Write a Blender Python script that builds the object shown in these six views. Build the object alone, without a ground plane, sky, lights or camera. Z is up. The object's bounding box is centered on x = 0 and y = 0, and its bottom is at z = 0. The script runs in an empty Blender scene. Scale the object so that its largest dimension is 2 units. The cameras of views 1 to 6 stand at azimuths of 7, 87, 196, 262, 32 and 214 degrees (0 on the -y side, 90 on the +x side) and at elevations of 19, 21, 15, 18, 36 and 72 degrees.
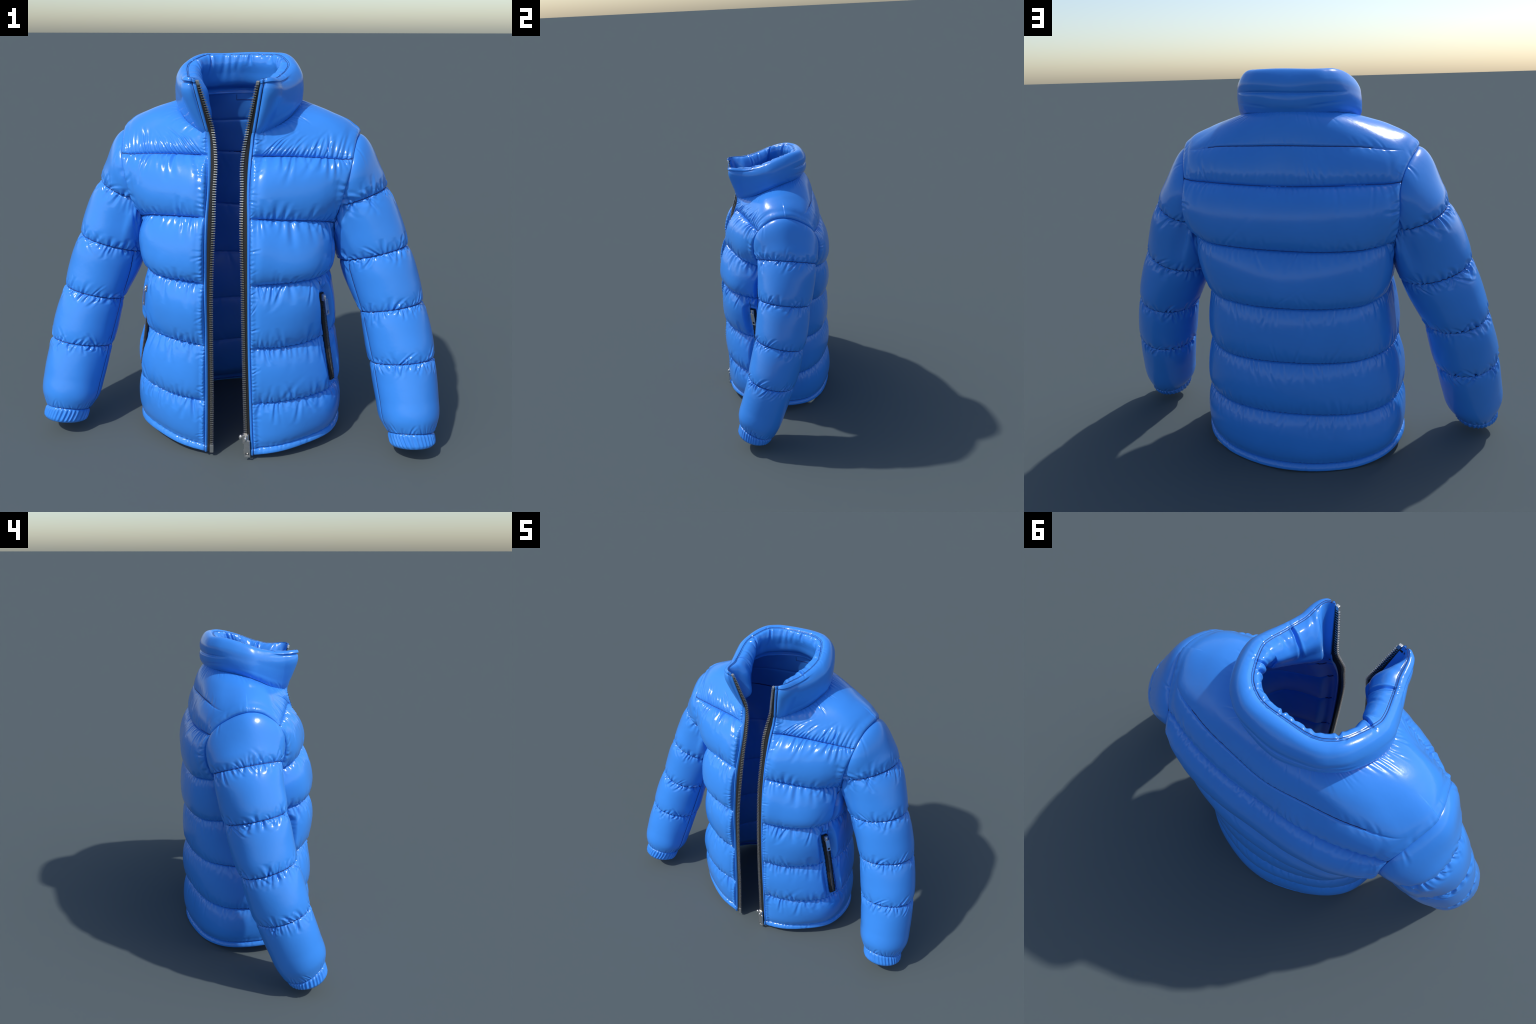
# Glossy blue quilted puffer jacket, open at the front, standing by itself.
# Built from measured seam lines: torso (rows of control points), sleeves
# (elliptic seam rings), a padded collar, zips.  All puffing, gathers and
# creases are computed displacement of those base surfaces.
import bpy, bmesh, math
import numpy as np
from mathutils import Vector, Matrix

rng = np.random.default_rng(7)

# ------------------------------------------------------------------ helpers
def hermite(knots, vals, at):
    """smooth curve through vals (n,...) at knots, sampled at 'at'."""
    k = np.asarray(knots, float); v = np.asarray(vals, float); at = np.asarray(at, float)
    n = len(k)
    dk = np.diff(k).reshape((-1,) + (1,) * (v.ndim - 1))
    sl = np.diff(v, axis=0) / dk
    m = np.empty_like(v)
    m[0], m[-1] = sl[0], sl[-1]
    m[1:-1] = (sl[:-1] * dk[1:] + sl[1:] * dk[:-1]) / (dk[1:] + dk[:-1])
    i = np.clip(np.searchsorted(k, at, side='right') - 1, 0, n - 2)
    sh = (-1,) + (1,) * (v.ndim - 1)
    h = (k[i + 1] - k[i]).reshape(sh); t = ((at - k[i])).reshape(sh) / h
    return ((2*t**3 - 3*t**2 + 1) * v[i] + (t**3 - 2*t**2 + t) * h * m[i]
            + (-2*t**3 + 3*t**2) * v[i + 1] + (t**3 - t**2) * h * m[i + 1])

def hermite_chord(knots, vals, at):
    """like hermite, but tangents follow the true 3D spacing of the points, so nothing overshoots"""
    k = np.asarray(knots, float); v = np.asarray(vals, float); at = np.asarray(at, float)
    n = len(k)
    ch = np.maximum(np.linalg.norm(np.diff(v, axis=0), axis=-1, keepdims=True), 1e-6)
    sl = np.diff(v, axis=0) / ch
    m = np.empty_like(v)
    m[0], m[-1] = sl[0], sl[-1]
    m[1:-1] = (sl[:-1] * ch[1:] + sl[1:] * ch[:-1]) / (ch[1:] + ch[:-1])
    i = np.clip(np.searchsorted(k, at, side='right') - 1, 0, n - 2)
    sh = (-1,) + (1,) * (v.ndim - 1)
    t = ((at - k[i]) / (k[i + 1] - k[i])).reshape(sh); h = ch[i]
    return ((2*t**3 - 3*t**2 + 1) * v[i] + (t**3 - 2*t**2 + t) * h * m[i]
            + (-2*t**3 + 3*t**2) * v[i + 1] + (t**3 - t**2) * h * m[i + 1])

def closed_curve(pts, n):
    p = np.asarray(pts, float); m = len(p)
    e = np.vstack([p[-3:], p, p[:3]])
    return hermite(np.arange(-3, m + 3), e, np.linspace(0, m, n, endpoint=False))

def smooth(a, b, x):
    t = np.clip((x - a) / (b - a), 0, 1)
    return t * t * (3 - 2 * t)

def roundup(s):
    """quarter-circle rise 0..1, like cloth pulled down to a seam"""
    s = np.clip(s, 0, 1)
    return np.sqrt(np.clip(1 - (1 - s)**2.2, 0, 1))

def grid_normals(P, wrap=False):
    if wrap:
        du = np.roll(P, -1, 1) - np.roll(P, 1, 1)
    else:
        du = np.gradient(P, axis=1)
    dv = np.gradient(P, axis=0)
    n = np.cross(du, dv)
    return n / np.maximum(np.linalg.norm(n, axis=2, keepdims=True), 1e-12)

def lumps(x, y, n, lo, hi, r):
    """soft random undulation, unit-ish amplitude"""
    out = np.zeros(np.broadcast(x, y).shape)
    for _ in range(n):
        a = r.uniform(0, 2 * math.pi); f = r.uniform(lo, hi)
        out += np.sin(2 * math.pi * f * (x * math.cos(a) + y * math.sin(a)) + r.uniform(0, 6.28))
    return out / math.sqrt(n)

def fold(H, S, D, s0, length, width, amp, tilt=0., bend=0., period=None):
    """one gather: a groove with raised lips that starts at a seam (D=0) and dies out."""
    d = D
    x = S - s0 - tilt * d - bend * d * d
    if period:
        x = (x + period / 2) % period - period / 2
    w = width * (0.65 + 0.9 * np.clip(d / length, 0, 1))
    env = np.clip(1 - d / length, 0, 1)**.9 * (d >= 0) * np.minimum(1, .35 + d / .008)
    H += amp * env * (-np.exp(-(x / w)**2) + .42 * np.exp(-((np.abs(x) - 1.9 * w) / w)**2))

def gathers(H, S, D, s_lo, s_hi, r, step=(.014, .034), length=(.03, .085), width=(.0035, .007),
            amp=(.002, .005), tilt=.25, fan=None, period=None, strength=None, leaning=False):
    """a row of folds along a seam. S: coordinate along it, D: distance from it (positive on this side)"""
    s = s_lo + r.uniform(0, step[1])
    near_rows = np.where(((D > -.001) & (D < length[1])).any(1))[0]
    if not len(near_rows):
        return
    r0, r1 = near_rows[0], near_rows[-1] + 1
    Smid = S.mean(0)
    while s < s_hi:
        L = r.uniform(*length) * (1 if r.uniform() > .25 else .5)
        w = r.uniform(*width); a = amp[0] + (amp[1] - amp[0]) * r.uniform()**1.15
        if strength is not None:
            a *= strength(s)
        tl = r.normal(0, tilt) + (fan(s) if fan else 0)
        reach = 4 * w * 1.6 + abs(tl) * L + .01 + 2 * abs(L * L)
        if period:
            dd = np.abs((Smid - s + period / 2) % period - period / 2)
        else:
            dd = np.abs(S[r0:r1] - s).min(0) if leaning else np.abs(Smid - s)
        cols = np.where(dd < reach + .02)[0]
        if len(cols) and a > 1e-5:
            if cols[-1] - cols[0] == len(cols) - 1:
                sl = (slice(r0, r1), slice(cols[0], cols[-1] + 1))
                fold(H[sl], S[sl], D[sl], s, L, w, a, tl, r.normal(0, .25), period)
            else:
                sub = H[r0:r1][:, cols].copy()
                fold(sub, S[r0:r1][:, cols], D[r0:r1][:, cols], s, L, w, a, tl, r.normal(0, .25), period)
                H[r0:r1, cols] = sub
        s += r.uniform(*step)

def poly_dist(P, pts):
    """3D distance of every row of P (n,3) to an open polyline"""
    best = np.full(len(P), 9.)
    for a, b in zip(pts[:-1], pts[1:]):
        ab = b - a
        t = np.clip(((P - a) @ ab) / (ab @ ab), 0, 1)
        best = np.minimum(best, np.linalg.norm(P - a - t[:, None] * ab, axis=1))
    return best

def in_poly(x, y, px, py):
    inside = np.zeros(x.shape, bool); n = len(px)
    for i in range(n):
        j = i - 1
        c = (py[i] > y) != (py[j] > y)
        with np.errstate(divide='ignore', invalid='ignore'):
            xs = (px[j] - px[i]) * (y - py[i]) / (py[j] - py[i]) + px[i]
        inside ^= c & (x < xs)
    return inside

# ------------------------------------------------------------------ materials
def new_mat(name):
    m = bpy.data.materials.new(name); m.use_nodes = True
    nt = m.node_tree
    return m, nt, nt.nodes['Principled BSDF']

def fabric_mat(name, col, col2, rough):
    m, nt, b = new_mat(name)
    tc = nt.nodes.new('ShaderNodeTexCoord')
    nz = nt.nodes.new('ShaderNodeTexNoise'); nz.inputs['Scale'].default_value = 6; nz.inputs['Detail'].default_value = 4
    nt.links.new(tc.outputs['Object'], nz.inputs['Vector'])
    rp = nt.nodes.new('ShaderNodeValToRGB')
    rp.color_ramp.elements[0].position = .35; rp.color_ramp.elements[0].color = (*col, 1)
    rp.color_ramp.elements[1].position = .65; rp.color_ramp.elements[1].color = (*col2, 1)
    nt.links.new(nz.outputs['Fac'], rp.inputs['Fac']); nt.links.new(rp.outputs['Color'], b.inputs['Base Color'])
    b.inputs['Roughness'].default_value = rough
    b.inputs['IOR'].default_value = 1.5
    # tiny cloth grain and soft fine crinkle
    n2 = nt.nodes.new('ShaderNodeTexNoise'); n2.inputs['Scale'].default_value = 45; n2.inputs['Detail'].default_value = 3
    nt.links.new(tc.outputs['Object'], n2.inputs['Vector'])
    bp = nt.nodes.new('ShaderNodeBump'); bp.inputs['Strength'].default_value = .12; bp.inputs['Distance'].default_value = .004
    nt.links.new(n2.outputs['Fac'], bp.inputs['Height']); nt.links.new(bp.outputs['Normal'], b.inputs['Normal'])
    return m

def plain_mat(name, col, rough, metal=0., grain=0., scale=300):
    m, nt, b = new_mat(name)
    tc = nt.nodes.new('ShaderNodeTexCoord')
    nz = nt.nodes.new('ShaderNodeTexNoise'); nz.inputs['Scale'].default_value = scale
    nt.links.new(tc.outputs['Object'], nz.inputs['Vector'])
    rp = nt.nodes.new('ShaderNodeValToRGB')
    rp.color_ramp.elements[0].position = .3; rp.color_ramp.elements[0].color = (*[c * (1 - grain) for c in col], 1)
    rp.color_ramp.elements[1].position = .7; rp.color_ramp.elements[1].color = (*[min(1, c * (1 + grain)) for c in col], 1)
    nt.links.new(nz.outputs['Fac'], rp.inputs['Fac']); nt.links.new(rp.outputs['Color'], b.inputs['Base Color'])
    b.inputs['Roughness'].default_value = rough; b.inputs['Metallic'].default_value = metal
    return m

BLUE = (.044, .250, .77)
FABRIC = fabric_mat('glossy_blue_nylon', BLUE, tuple(c * 1.04 for c in BLUE), .215)
LINING = fabric_mat('blue_lining', (.040, .225, .72), (.043, .235, .74), .36)
THREAD = plain_mat('navy_thread', (.014, .022, .13), .6, 0, .2)
TAPE = plain_mat('black_zip_tape', (.011, .011, .011), .8, 0, .35, 500)
METAL = plain_mat('aged_zip_metal', (.47, .455, .42), .27, .88, .3, 220)
HARDWARE = plain_mat('polished_zip_hardware', (.60, .59, .57), .34, .9, .06, 60)
COIL = plain_mat('black_coil', (.11, .11, .11), .3, 0, .3, 500)

# ------------------------------------------------------------------ scene objects
ROOT = bpy.data.objects.new('puffer_jacket', None)
bpy.context.scene.collection.objects.link(ROOT)
ROOT['label'] = 'glossy blue quilted puffer jacket with open metal front zip'
ROOT['category'] = 'jacket'

def add_obj(name, me, mat, parent):
    o = bpy.data.objects.new(name, me)
    bpy.context.scene.collection.objects.link(o)
    if mat is not None and not me.materials:
        me.materials.append(mat)
    o.parent = parent
    return o

def mesh_from(name, V, F, N=None):
    me = bpy.data.meshes.new(name)
    V = np.ascontiguousarray(V, np.float32); F = np.ascontiguousarray(F, np.int32)
    k = F.shape[1]
    if N is not None:      # wind the faces the way the given normals point
        fn = np.cross(V[F[:, 1]] - V[F[:, 0]], V[F[:, 2]] - V[F[:, 0]])
        if (fn * N[F[:, 0]]).sum() < 0:
            F = np.ascontiguousarray(F[:, ::-1])
    me.vertices.add(len(V)); me.vertices.foreach_set('co', V.ravel())
    me.loops.add(F.size); me.loops.foreach_set('vertex_index', F.ravel())
    me.polygons.add(len(F)); me.polygons.foreach_set('loop_start', np.arange(0, F.size, k, dtype=np.int32))
    me.update(calc_edges=True)
    me.polygons.foreach_set('use_smooth', np.ones(len(F), bool))
    if N is not None:
        me.normals_split_custom_set_from_vertices(N.tolist())
    return me

def grid_faces(nr, nc, wrap=False):
    i = np.arange(nr - 1)[:, None]; j = np.arange(nc if wrap else nc - 1)[None]
    j2 = (j + 1) % nc
    f = np.stack([i * nc + j + 0 * i, i * nc + j2, (i + 1) * nc + j2, (i + 1) * nc + j], -1)
    return f  # (nr-1, ncols, 4)

def split_grid(P, N, labels, wrap, parts):
    """cut one grid surface into objects by label; border vertices and normals coincide"""
    F = grid_faces(P.shape[0], P.shape[1], wrap)
    V = P.reshape(-1, 3); NN = N.reshape(-1, 3)
    made = {}
    for lab, (name, parent, mat) in parts.items():
        f = F[labels == lab]
        if not len(f):
            continue
        used, inv = np.unique(f, return_inverse=True)
        me = mesh_from(name, V[used], inv.reshape(f.shape), NN[used])
        made[lab] = add_obj(name, me, mat, made.get(parent, parent) if not isinstance(parent, int) else made[parent])
    return made

def tube(path, r, sides=6, closed=False):
    """swept round thread; returns V,F"""
    p = np.asarray(path, float)
    t = np.gradient(p, axis=0) if not closed else np.roll(p, -1, 0) - np.roll(p, 1, 0)
    t /= np.maximum(np.linalg.norm(t, axis=1, keepdims=True), 1e-9)
    up = np.where(np.abs(t[:, 2:3]) > .9, np.array([[1., 0, 0]]), np.array([[0, 0, 1.]]))
    a = np.cross(t, up); a /= np.linalg.norm(a, axis=1, keepdims=True)
    b = np.cross(t, a)
    th = np.linspace(0, 2 * math.pi, sides, endpoint=False)
    V = p[:, None] + r * (np.cos(th)[None, :, None] * a[:, None] + np.sin(th)[None, :, None] * b[:, None])
    F = grid_faces(len(p), sides, True).reshape(-1, 4)
    if closed:
        j = np.arange(sides); j2 = (j + 1) % sides; o = (len(p) - 1) * sides
        F = np.vstack([F, np.stack([o + j, o + j2, j2, j], 1)])
    return V.reshape(-1, 3), F

class Bag:
    """collects many small pieces into one mesh"""
    def __init__(s): s.V = []; s.F = []; s.n = 0
    def add(s, V, F):
        s.V.append(V); s.F.append(np.asarray(F) + s.n); s.n += len(V)
    def obj(s, name, mat, parent, stuff=True, smooth_it=True):
        me = mesh_from(name, np.vstack(s.V), np.vstack(s.F))
        if not smooth_it:
            me.polygons.foreach_set('use_smooth', np.zeros(len(me.polygons), bool))
        o = add_obj(name, me, mat, parent)
        if stuff:
            o['kind'] = 'stuff'
        return o

CUBE_F = np.array([[0, 1, 3, 2], [4, 6, 7, 5], [0, 4, 5, 1], [2, 3, 7, 6], [0, 2, 6, 4], [1, 5, 7, 3]])
def box_pts(c, ax, ay, az):
    c = np.asarray(c, float)
    return np.array([c + i * ax + j * ay + k * az for i in (-1, 1) for j in (-1, 1) for k in (-1, 1)])

def bevel_box(name, c, ax, ay, az, bev, mat, parent, hole=None):
    """rounded metal piece; hole=(centre_along_az, half_w, half_h) leaves a window through ay"""
    bm = bmesh.new()
    ax, ay, az = (np.asarray(q, float) for q in (ax, ay, az)); c = np.asarray(c, float)
    if hole is None:
        vs = [bm.verts.new(p) for p in box_pts(c, ax, ay, az)]
        for f in CUBE_F:
            bm.faces.new([vs[i] for i in f])
    else:
        hz, hw, hh = hole
        outer = [(-1, -1), (1, -1), (1, 1), (-1, 1)]
        inner = [(-hw, hz - hh), (hw, hz - hh), (hw, hz + hh), (-hw, hz + hh)]
        ring = {}
        for s in (-1, 1):
            ring[s] = ([bm.verts.new(c + s * ay + u * ax + v * az) for u, v in outer],
                       [bm.verts.new(c + s * ay + u * ax + v * az) for u, v in inner])
        for i in range(4):
            j = (i + 1) % 4
            for s in (-1, 1):
                bm.faces.new([ring[s][0][i], ring[s][0][j], ring[s][1][j], ring[s][1][i]])
            bm.faces.new([ring[-1][0][i], ring[-1][0][j], ring[1][0][j], ring[1][0][i]])
            bm.faces.new([ring[-1][1][i], ring[-1][1][j], ring[1][1][j], ring[1][1][i]])
    bmesh.ops.recalc_face_normals(bm, faces=bm.faces)
    bmesh.ops.bevel(bm, geom=list(bm.edges), offset=bev, segments=2, affect='EDGES', profile=.6)
    me = bpy.data.meshes.new(name); bm.to_mesh(me); bm.free()
    return add_obj(name, me, mat, parent)

def ball(name, c, r, mat, parent, scale=(1, 1, 1)):
    bm = bmesh.new(); bmesh.ops.create_uvsphere(bm, u_segments=20, v_segments=12, radius=r)
    for v in bm.verts:
        v.co = Vector((v.co.x * scale[0] + c[0], v.co.y * scale[1] + c[1], v.co.z * scale[2] + c[2]))
    for f in bm.faces: f.smooth = True
    me = bpy.data.meshes.new(name); bm.to_mesh(me); bm.free()
    return add_obj(name, me, mat, parent)

# ================================================================== TORSO
# columns: back middle ... back armhole ... side ... front armhole ... zip stitch, zip edge
UK = np.array([0, .20, .36, .50, .67, .85, .98, 1.12, 1.235, 1.247])
ROWS = [  # (v, lengthwise position, ten columns)
 (0.0, [(0,.393,.006),(.20,.349,.000),(.335,.285,.004),(.448,.185,.022),(.514,.02,.048),(.478,-.19,.057),(.35,-.305,.049),(.23,-.365,.036),(.12,-.385,.024),(.099,-.387,.022)]),
 (1.0, [(0,.387,.293),(.20,.344,.284),(.343,.275,.280),(.452,.165,.283),(.507,.0,.297),(.476,-.20,.312),(.36,-.315,.313),(.22,-.375,.306),(.112,-.384,.299),(.092,-.385,.298)]),
 (2.0, [(0,.380,.553),(.20,.347,.547),(.335,.285,.546),(.435,.172,.555),(.486,.0,.571),(.446,-.177,.582),(.35,-.29,.587),(.21,-.365,.588),(.106,-.386,.589),(.088,-.387,.589)]),
 (3.0, [(0,.377,.816),(.209,.350,.815),(.35,.290,.821),(.426,.185,.835),(.454,.03,.86),(.424,-.168,.887),(.355,-.29,.899),(.213,-.362,.899),(.104,-.383,.895),(.085,-.382,.894)]),
 (4.0, [(0,.360,1.077),(.213,.360,1.085),(.37,.322,1.094),(.468,.212,1.104),(.447,.06,1.112),(.452,-.104,1.122),(.39,-.225,1.156),(.22,-.315,1.18),(.099,-.347,1.19),(.076,-.345,1.19)]),
 (4.5, [(0,.360,1.220),(.20,.357,1.225),(.37,.325,1.235),(.492,.265,1.25),(.50,.06,1.26),(.487,-.157,1.265),(.40,-.215,1.29),(.23,-.280,1.31),(.094,-.312,1.31),(.072,-.312,1.31)]),
 (5.0, [(0,.337,1.366),(.19,.331,1.371),(.36,.300,1.376),(.502,.24,1.38),(.535,.06,1.40),(.527,-.126,1.42),(.40,-.180,1.437),(.25,-.220,1.446),(.097,-.264,1.446),(.070,-.278,1.446)]),
 (6.0, [(0,.297,1.537),(.15,.280,1.534),(.33,.245,1.527),(.49,.168,1.500),(.549,.052,1.507),(.498,-.085,1.500),(.40,-.130,1.500),(.25,-.190,1.50),(.101,-.246,1.50),(.077,-.256,1.50)]),
 (6.5, [(0,.270,1.620),(.135,.252,1.613),(.27,.215,1.602),(.385,.148,1.582),(.42,.04,1.595),(.415,-.06,1.574),(.33,-.120,1.552),(.205,-.190,1.53),(.103,-.243,1.525),(.081,-.251,1.525)]),
 (7.0, [(0,.248,1.688),(.114,.218,1.685),(.175,.183,1.683),(.225,.140,1.680),(.284,.02,1.658),(.272,-.053,1.63),(.237,-.117,1.597),(.17,-.195,1.562),(.107,-.244,1.545),(.087,-.248,1.543)]),
]
VK = np.array([r[0] for r in ROWS])
CTRL = np.array([r[1] for r in ROWS])
CTRL[:, 9] = CTRL[:, 8] + (CTRL[:, 9] - CTRL[:, 8]) * np.minimum(1, .0115 / np.linalg.norm(CTRL[:, 9] - CTRL[:, 8], axis=1))[:, None]                                  # (rows, cols, 3) for +x
UKF = np.concatenate([-UK[:0:-1], UK])
CTRLF = np.concatenate([CTRL[:, :0:-1] * np.array([-1, 1, 1]), CTRL], 1)

def torso_base(u, v):
    a = hermite_chord(VK, CTRLF, v)                                          # (nv, cols, 3)
    return np.swapaxes(hermite_chord(UKF, np.swapaxes(a, 0, 1), u), 0, 1)    # (nv, nu, 3)

SEAM_V = [0.125, 1, 2, 3, 4, 5, 6, 7]
def dense_v(n):
    """row positions, packed closer beside the seams"""
    f = np.linspace(0, 7, 6000)
    dens = np.ones_like(f)
    for s in SEAM_V:
        dens += 1.3 * np.exp(-((f - s) / .05)**2)
    dens *= np.interp(f, [0, 4, 5, 6, 7], [1.05, 1.05, 1.0, .55, .6])
    c = np.concatenate([[0], np.cumsum((dens[1:] + dens[:-1]) / 2)]); c /= c[-1]
    v = np.interp(np.linspace(0, 1, n), c, f)
    for s in SEAM_V:
        v[np.abs(v - s).argmin()] = s
    return v

NU, NV = 820, 560
U = np.linspace(-UK[-1], UK[-1], NU)
# stitch lines need their own columns
for s in (-UK[-2], UK[-2]):
    U[np.abs(U - s).argmin()] = s
V = dense_v(NV)
B = torso_base(U, V)
_w = np.random.default_rng(3)
B[..., 2] += .0035 * lumps(U[None] + 0 * V[:, None], V[:, None] * .5 + 0 * U[None], 7, .8, 2.6, _w) * (smooth(.3, .9, V) * (1 - smooth(4.5, 5, V)))[:, None] * smooth(0, .2, UK[-1] - np.abs(U))[None]
BN = grid_normals(B)
if BN[NV // 2, NU // 2, 1] < 0:
    BN = -BN
UG, VG = np.meshgrid(U, V)
AU = np.abs(UG); SG = np.sign(UG)

# lengthwise arc length, for true distances to the seams
LV = np.concatenate([np.zeros((1, NU)), np.cumsum(np.linalg.norm(np.diff(B, axis=0), axis=2), 0)])
def row(v): return int(np.abs(V - v).argmin())
SEAM_I = [row(s) for s in SEAM_V]
SEAM_L = [LV[i] for i in SEAM_I]

# ---- armhole line, snapped to the torso surface
ARM = [(.556,.058,1.507),(.537,.15,1.471),(.511,.222,1.414),(.497,.262,1.342),(.494,.268,1.259),(.49,.246,1.168),
       (.474,.199,1.09),(.462,.128,1.045),(.456,.037,1.040),(.456,-.045,1.07),(.470,-.125,1.155),(.490,-.162,1.256),
       (.514,-.155,1.359),(.536,-.111,1.445),(.554,-.034,1.500)]
ARMC = closed_curve(ARM, 120)
half = U >= 0
Bh = B[:, half].reshape(-1, 3); Uh = UG[:, half].ravel(); Vh = VG[:, half].ravel(); Nh = BN[:, half].reshape(-1, 3)
def snap(p):
    k = ((Bh - p)**2).sum(1).argmin()
    return k
def snap_line(pts):
    ks = [snap(np.asarray(p)) for p in pts]
    return Bh[ks], Uh[ks], Vh[ks], Nh[ks]
arm_p, arm_u, arm_v, arm_n = snap_line(ARMC)
def ring_smooth(a, n=2):
    for _ in range(n):
        a = (np.roll(a, 1, 0) + 2 * a + np.roll(a, -1, 0)) / 4
    return a
arm_p = ring_smooth(arm_p); arm_u = ring_smooth(arm_u); arm_v = ring_smooth(arm_v)

flat = B.reshape(-1, 3) * np.where(SG.reshape(-1, 1) < 0, np.array([[-1, 1, 1]]), 1)   # mirrored to +x
near = (flat[:, 0] > .3) & (flat[:, 2] > .9) & (flat[:, 2] < 1.6)
d_arm = np.full(len(flat), 9.)
d_arm[near] = poly_dist(flat[near], np.vstack([arm_p, arm_p[:1]]))
d_arm = d_arm.reshape(NV, NU)
in_arm = in_poly(AU, VG, arm_u, arm_v)

# ---- pocket opening and side seam
PK = {'TL': (.403,-.209,.804), 'TR': (.421,-.176,.801), 'BL': (.465,-.184,.347), 'BR': (.479,-.147,.338)}
pk_p, pk_u, pk_v, pk_n = snap_line([PK['TL'], PK['TR'], PK['BR'], PK['BL']])
in_pk = in_poly(AU, VG, pk_u, pk_v)
near = (flat[:, 0] > .25) & (flat[:, 2] < 1.0) & (flat[:, 1] < .1)
d_pk = np.full(len(flat), 9.)
d_pk[near] = poly_dist(flat[near], np.vstack([pk_p, pk_p[:1]]))
d_pk = d_pk.reshape(NV, NU)
side_p, side_u, side_v, _ = snap_line([(.458,-.10,1.09),(.457,-.135,1.04),(.445,-.149,1.004),(.43,-.154,.939),(.425,-.158,.88),(.432,-.165,.80),(.455,-.15,.60),(.489,-.128,.36),(.497,-.12,.300)])
d_side = np.full(len(flat), 9.)
near = (flat[:, 0] > .25) & (flat[:, 2] < 1.2) & (flat[:, 1] < .1)
d_side[near] = poly_dist(flat[near], side_p)
d_side = d_side.reshape(NV, NU)
box_p, _, _, _ = snap_line([(.388,-.201,.866), PK['TL']])     # short seam above the pocket
d_box = np.full(len(flat), 9.)
d_box[near] = poly_dist(flat[near], box_p)
d_box = d_box.reshape(NV, NU)

# ---- puff height
def panel(i0, i1, p=2.3, q=.74):
    """0..1 arch between two seams"""
    lo, hi = SEAM_L[i0], SEAM_L[i1]
    t = np.clip((LV - lo) / np.maximum(hi - lo, 1e-6), 0, 1)
    t = t**.84                                                # feathers sag: fullest below the middle
    return np.clip(1 - np.abs(2 * t - 1)**p, 0, 1)**q

d_stitch = (UK[-2] - AU)
m_zip = roundup(d_stitch / .055)
flank = 1 - (.60 - .25 * (1 - smooth(1, 2.5, VG))) * np.exp(-((AU - .66) / .14)**2)               # flatter under the arms
front = smooth(.62, .80, AU)                                  # 0 at the back, 1 at the front
H = np.zeros_like(AU)
rn = np.random.default_rng(11)
big = lumps(UG, VG * .27, 9, 1.2, 3.0, rn)
AMP = {0: (.005, .005), 1: (.037, .031), 2: (.036, .037), 3: (.035, .045), 4: (.044, .056), 5: (.050, .050)}
INSET = .017
hem_t = np.clip(LV / np.maximum(SEAM_L[0], 1e-6), 0, 1)
H += np.where(VG < SEAM_V[0], .006 * np.sqrt(np.clip(1 - (2 * hem_t - 1)**2, 0, 1)), 0)
for i in range(0, 5):
    ab, af = AMP[i + 1]
    amp = (ab + (af - ab) * front) * flank
    inside = (VG >= SEAM_V[i]) & (VG < SEAM_V[i + 1])
    H += np.where(inside, amp * panel(i, i + 1), 0)
# yoke: two channels at the back, one over the shoulders and front
w6 = 1 - smooth(.38, .52, AU)
one = .028 * panel(5, 7, 2.4, .8)
two = .020 * panel(5, 7, 2.4, .8) + np.where(VG < 6, .011 * panel(5, 6), .006 * panel(6, 7))
H += np.where(VG >= 5, w6 * two + (1 - w6) * one, 0)
H *= 1 + .10 * big
# masks: zip placket, armhole, pocket, side seam
H *= np.where(VG < SEAM_V[0], 1, m_zip)
H *= np.where(in_arm, 0, (lambda k: k + (1 - k) * roundup(d_arm / np.where(AU < .67, .085, .14)))(.06))
H *= smooth(.010, .05, np.where(in_pk, 0, d_pk)) * .94 + .06
H *= 1 - .55 * np.exp(-(d_side / .014)**2)
H *= 1 - .5 * np.exp(-(d_box / .012)**2)

# ---- gathers along every quilting seam, both sides
open_arm = np.where(in_arm, 0, smooth(0, .02, d_arm)) * smooth(.0, .015, np.where(in_pk, 0, d_pk))
W = np.zeros_like(H)
rw = np.random.default_rng(23)
def str_front(s): return .42 + .58 * smooth(.55, .80, abs(s))
for k, sv in enumerate(SEAM_V):
    for sgn in (1, -1):
        D = sgn * (LV - SEAM_L[k])
        if sv == 7 and sgn == 1: continue
        kw = dict(step=(.014, .034), length=(.035, .12), width=(.0048, .0100), amp=(.003, .0105), tilt=.16, strength=str_front)
        if sv == .125:
            kw.update(length=(.018, .05), amp=(.001, .0042), step=(.016, .05), strength=lambda s: .7)
            if sgn == -1: D = np.where(VG < SEAM_V[0], D, -1)
        if sv == 5:
            kw.update(length=(.05, .15), amp=(.003, .0105), step=(.018, .036))
            if sgn == 1: D = np.where((AU < .62) | (B[..., 1] > .0), D, -1)
        if sv == 6:
            kw.update(strength=lambda s: .15 * (abs(s) < .44), length=(.03, .08))
        if sv == 7:
            kw.update(length=(.04, .12), step=(.018, .05), amp=(.0015, .004), fan=lambda s: .5 * np.sign(s) * smooth(.2, .9, abs(s)))
        if sv in (3, 4) and sgn == 1:
            kw.update(length=(.03, .09))
        gathers(W, UG, D, -1.2, 1.2, rw, **kw)
        # a few longer, softer drags
        if sv not in (.125, 5, 6, 7):
            gathers(W, UG, D, -1.2, 1.2, rw, step=(.10, .26), length=(.08, .16), width=(.007, .012), amp=(.001, .0034), tilt=.5,
                    strength=lambda s: .6 + .4 * smooth(.5, .8, abs(s)))
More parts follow.
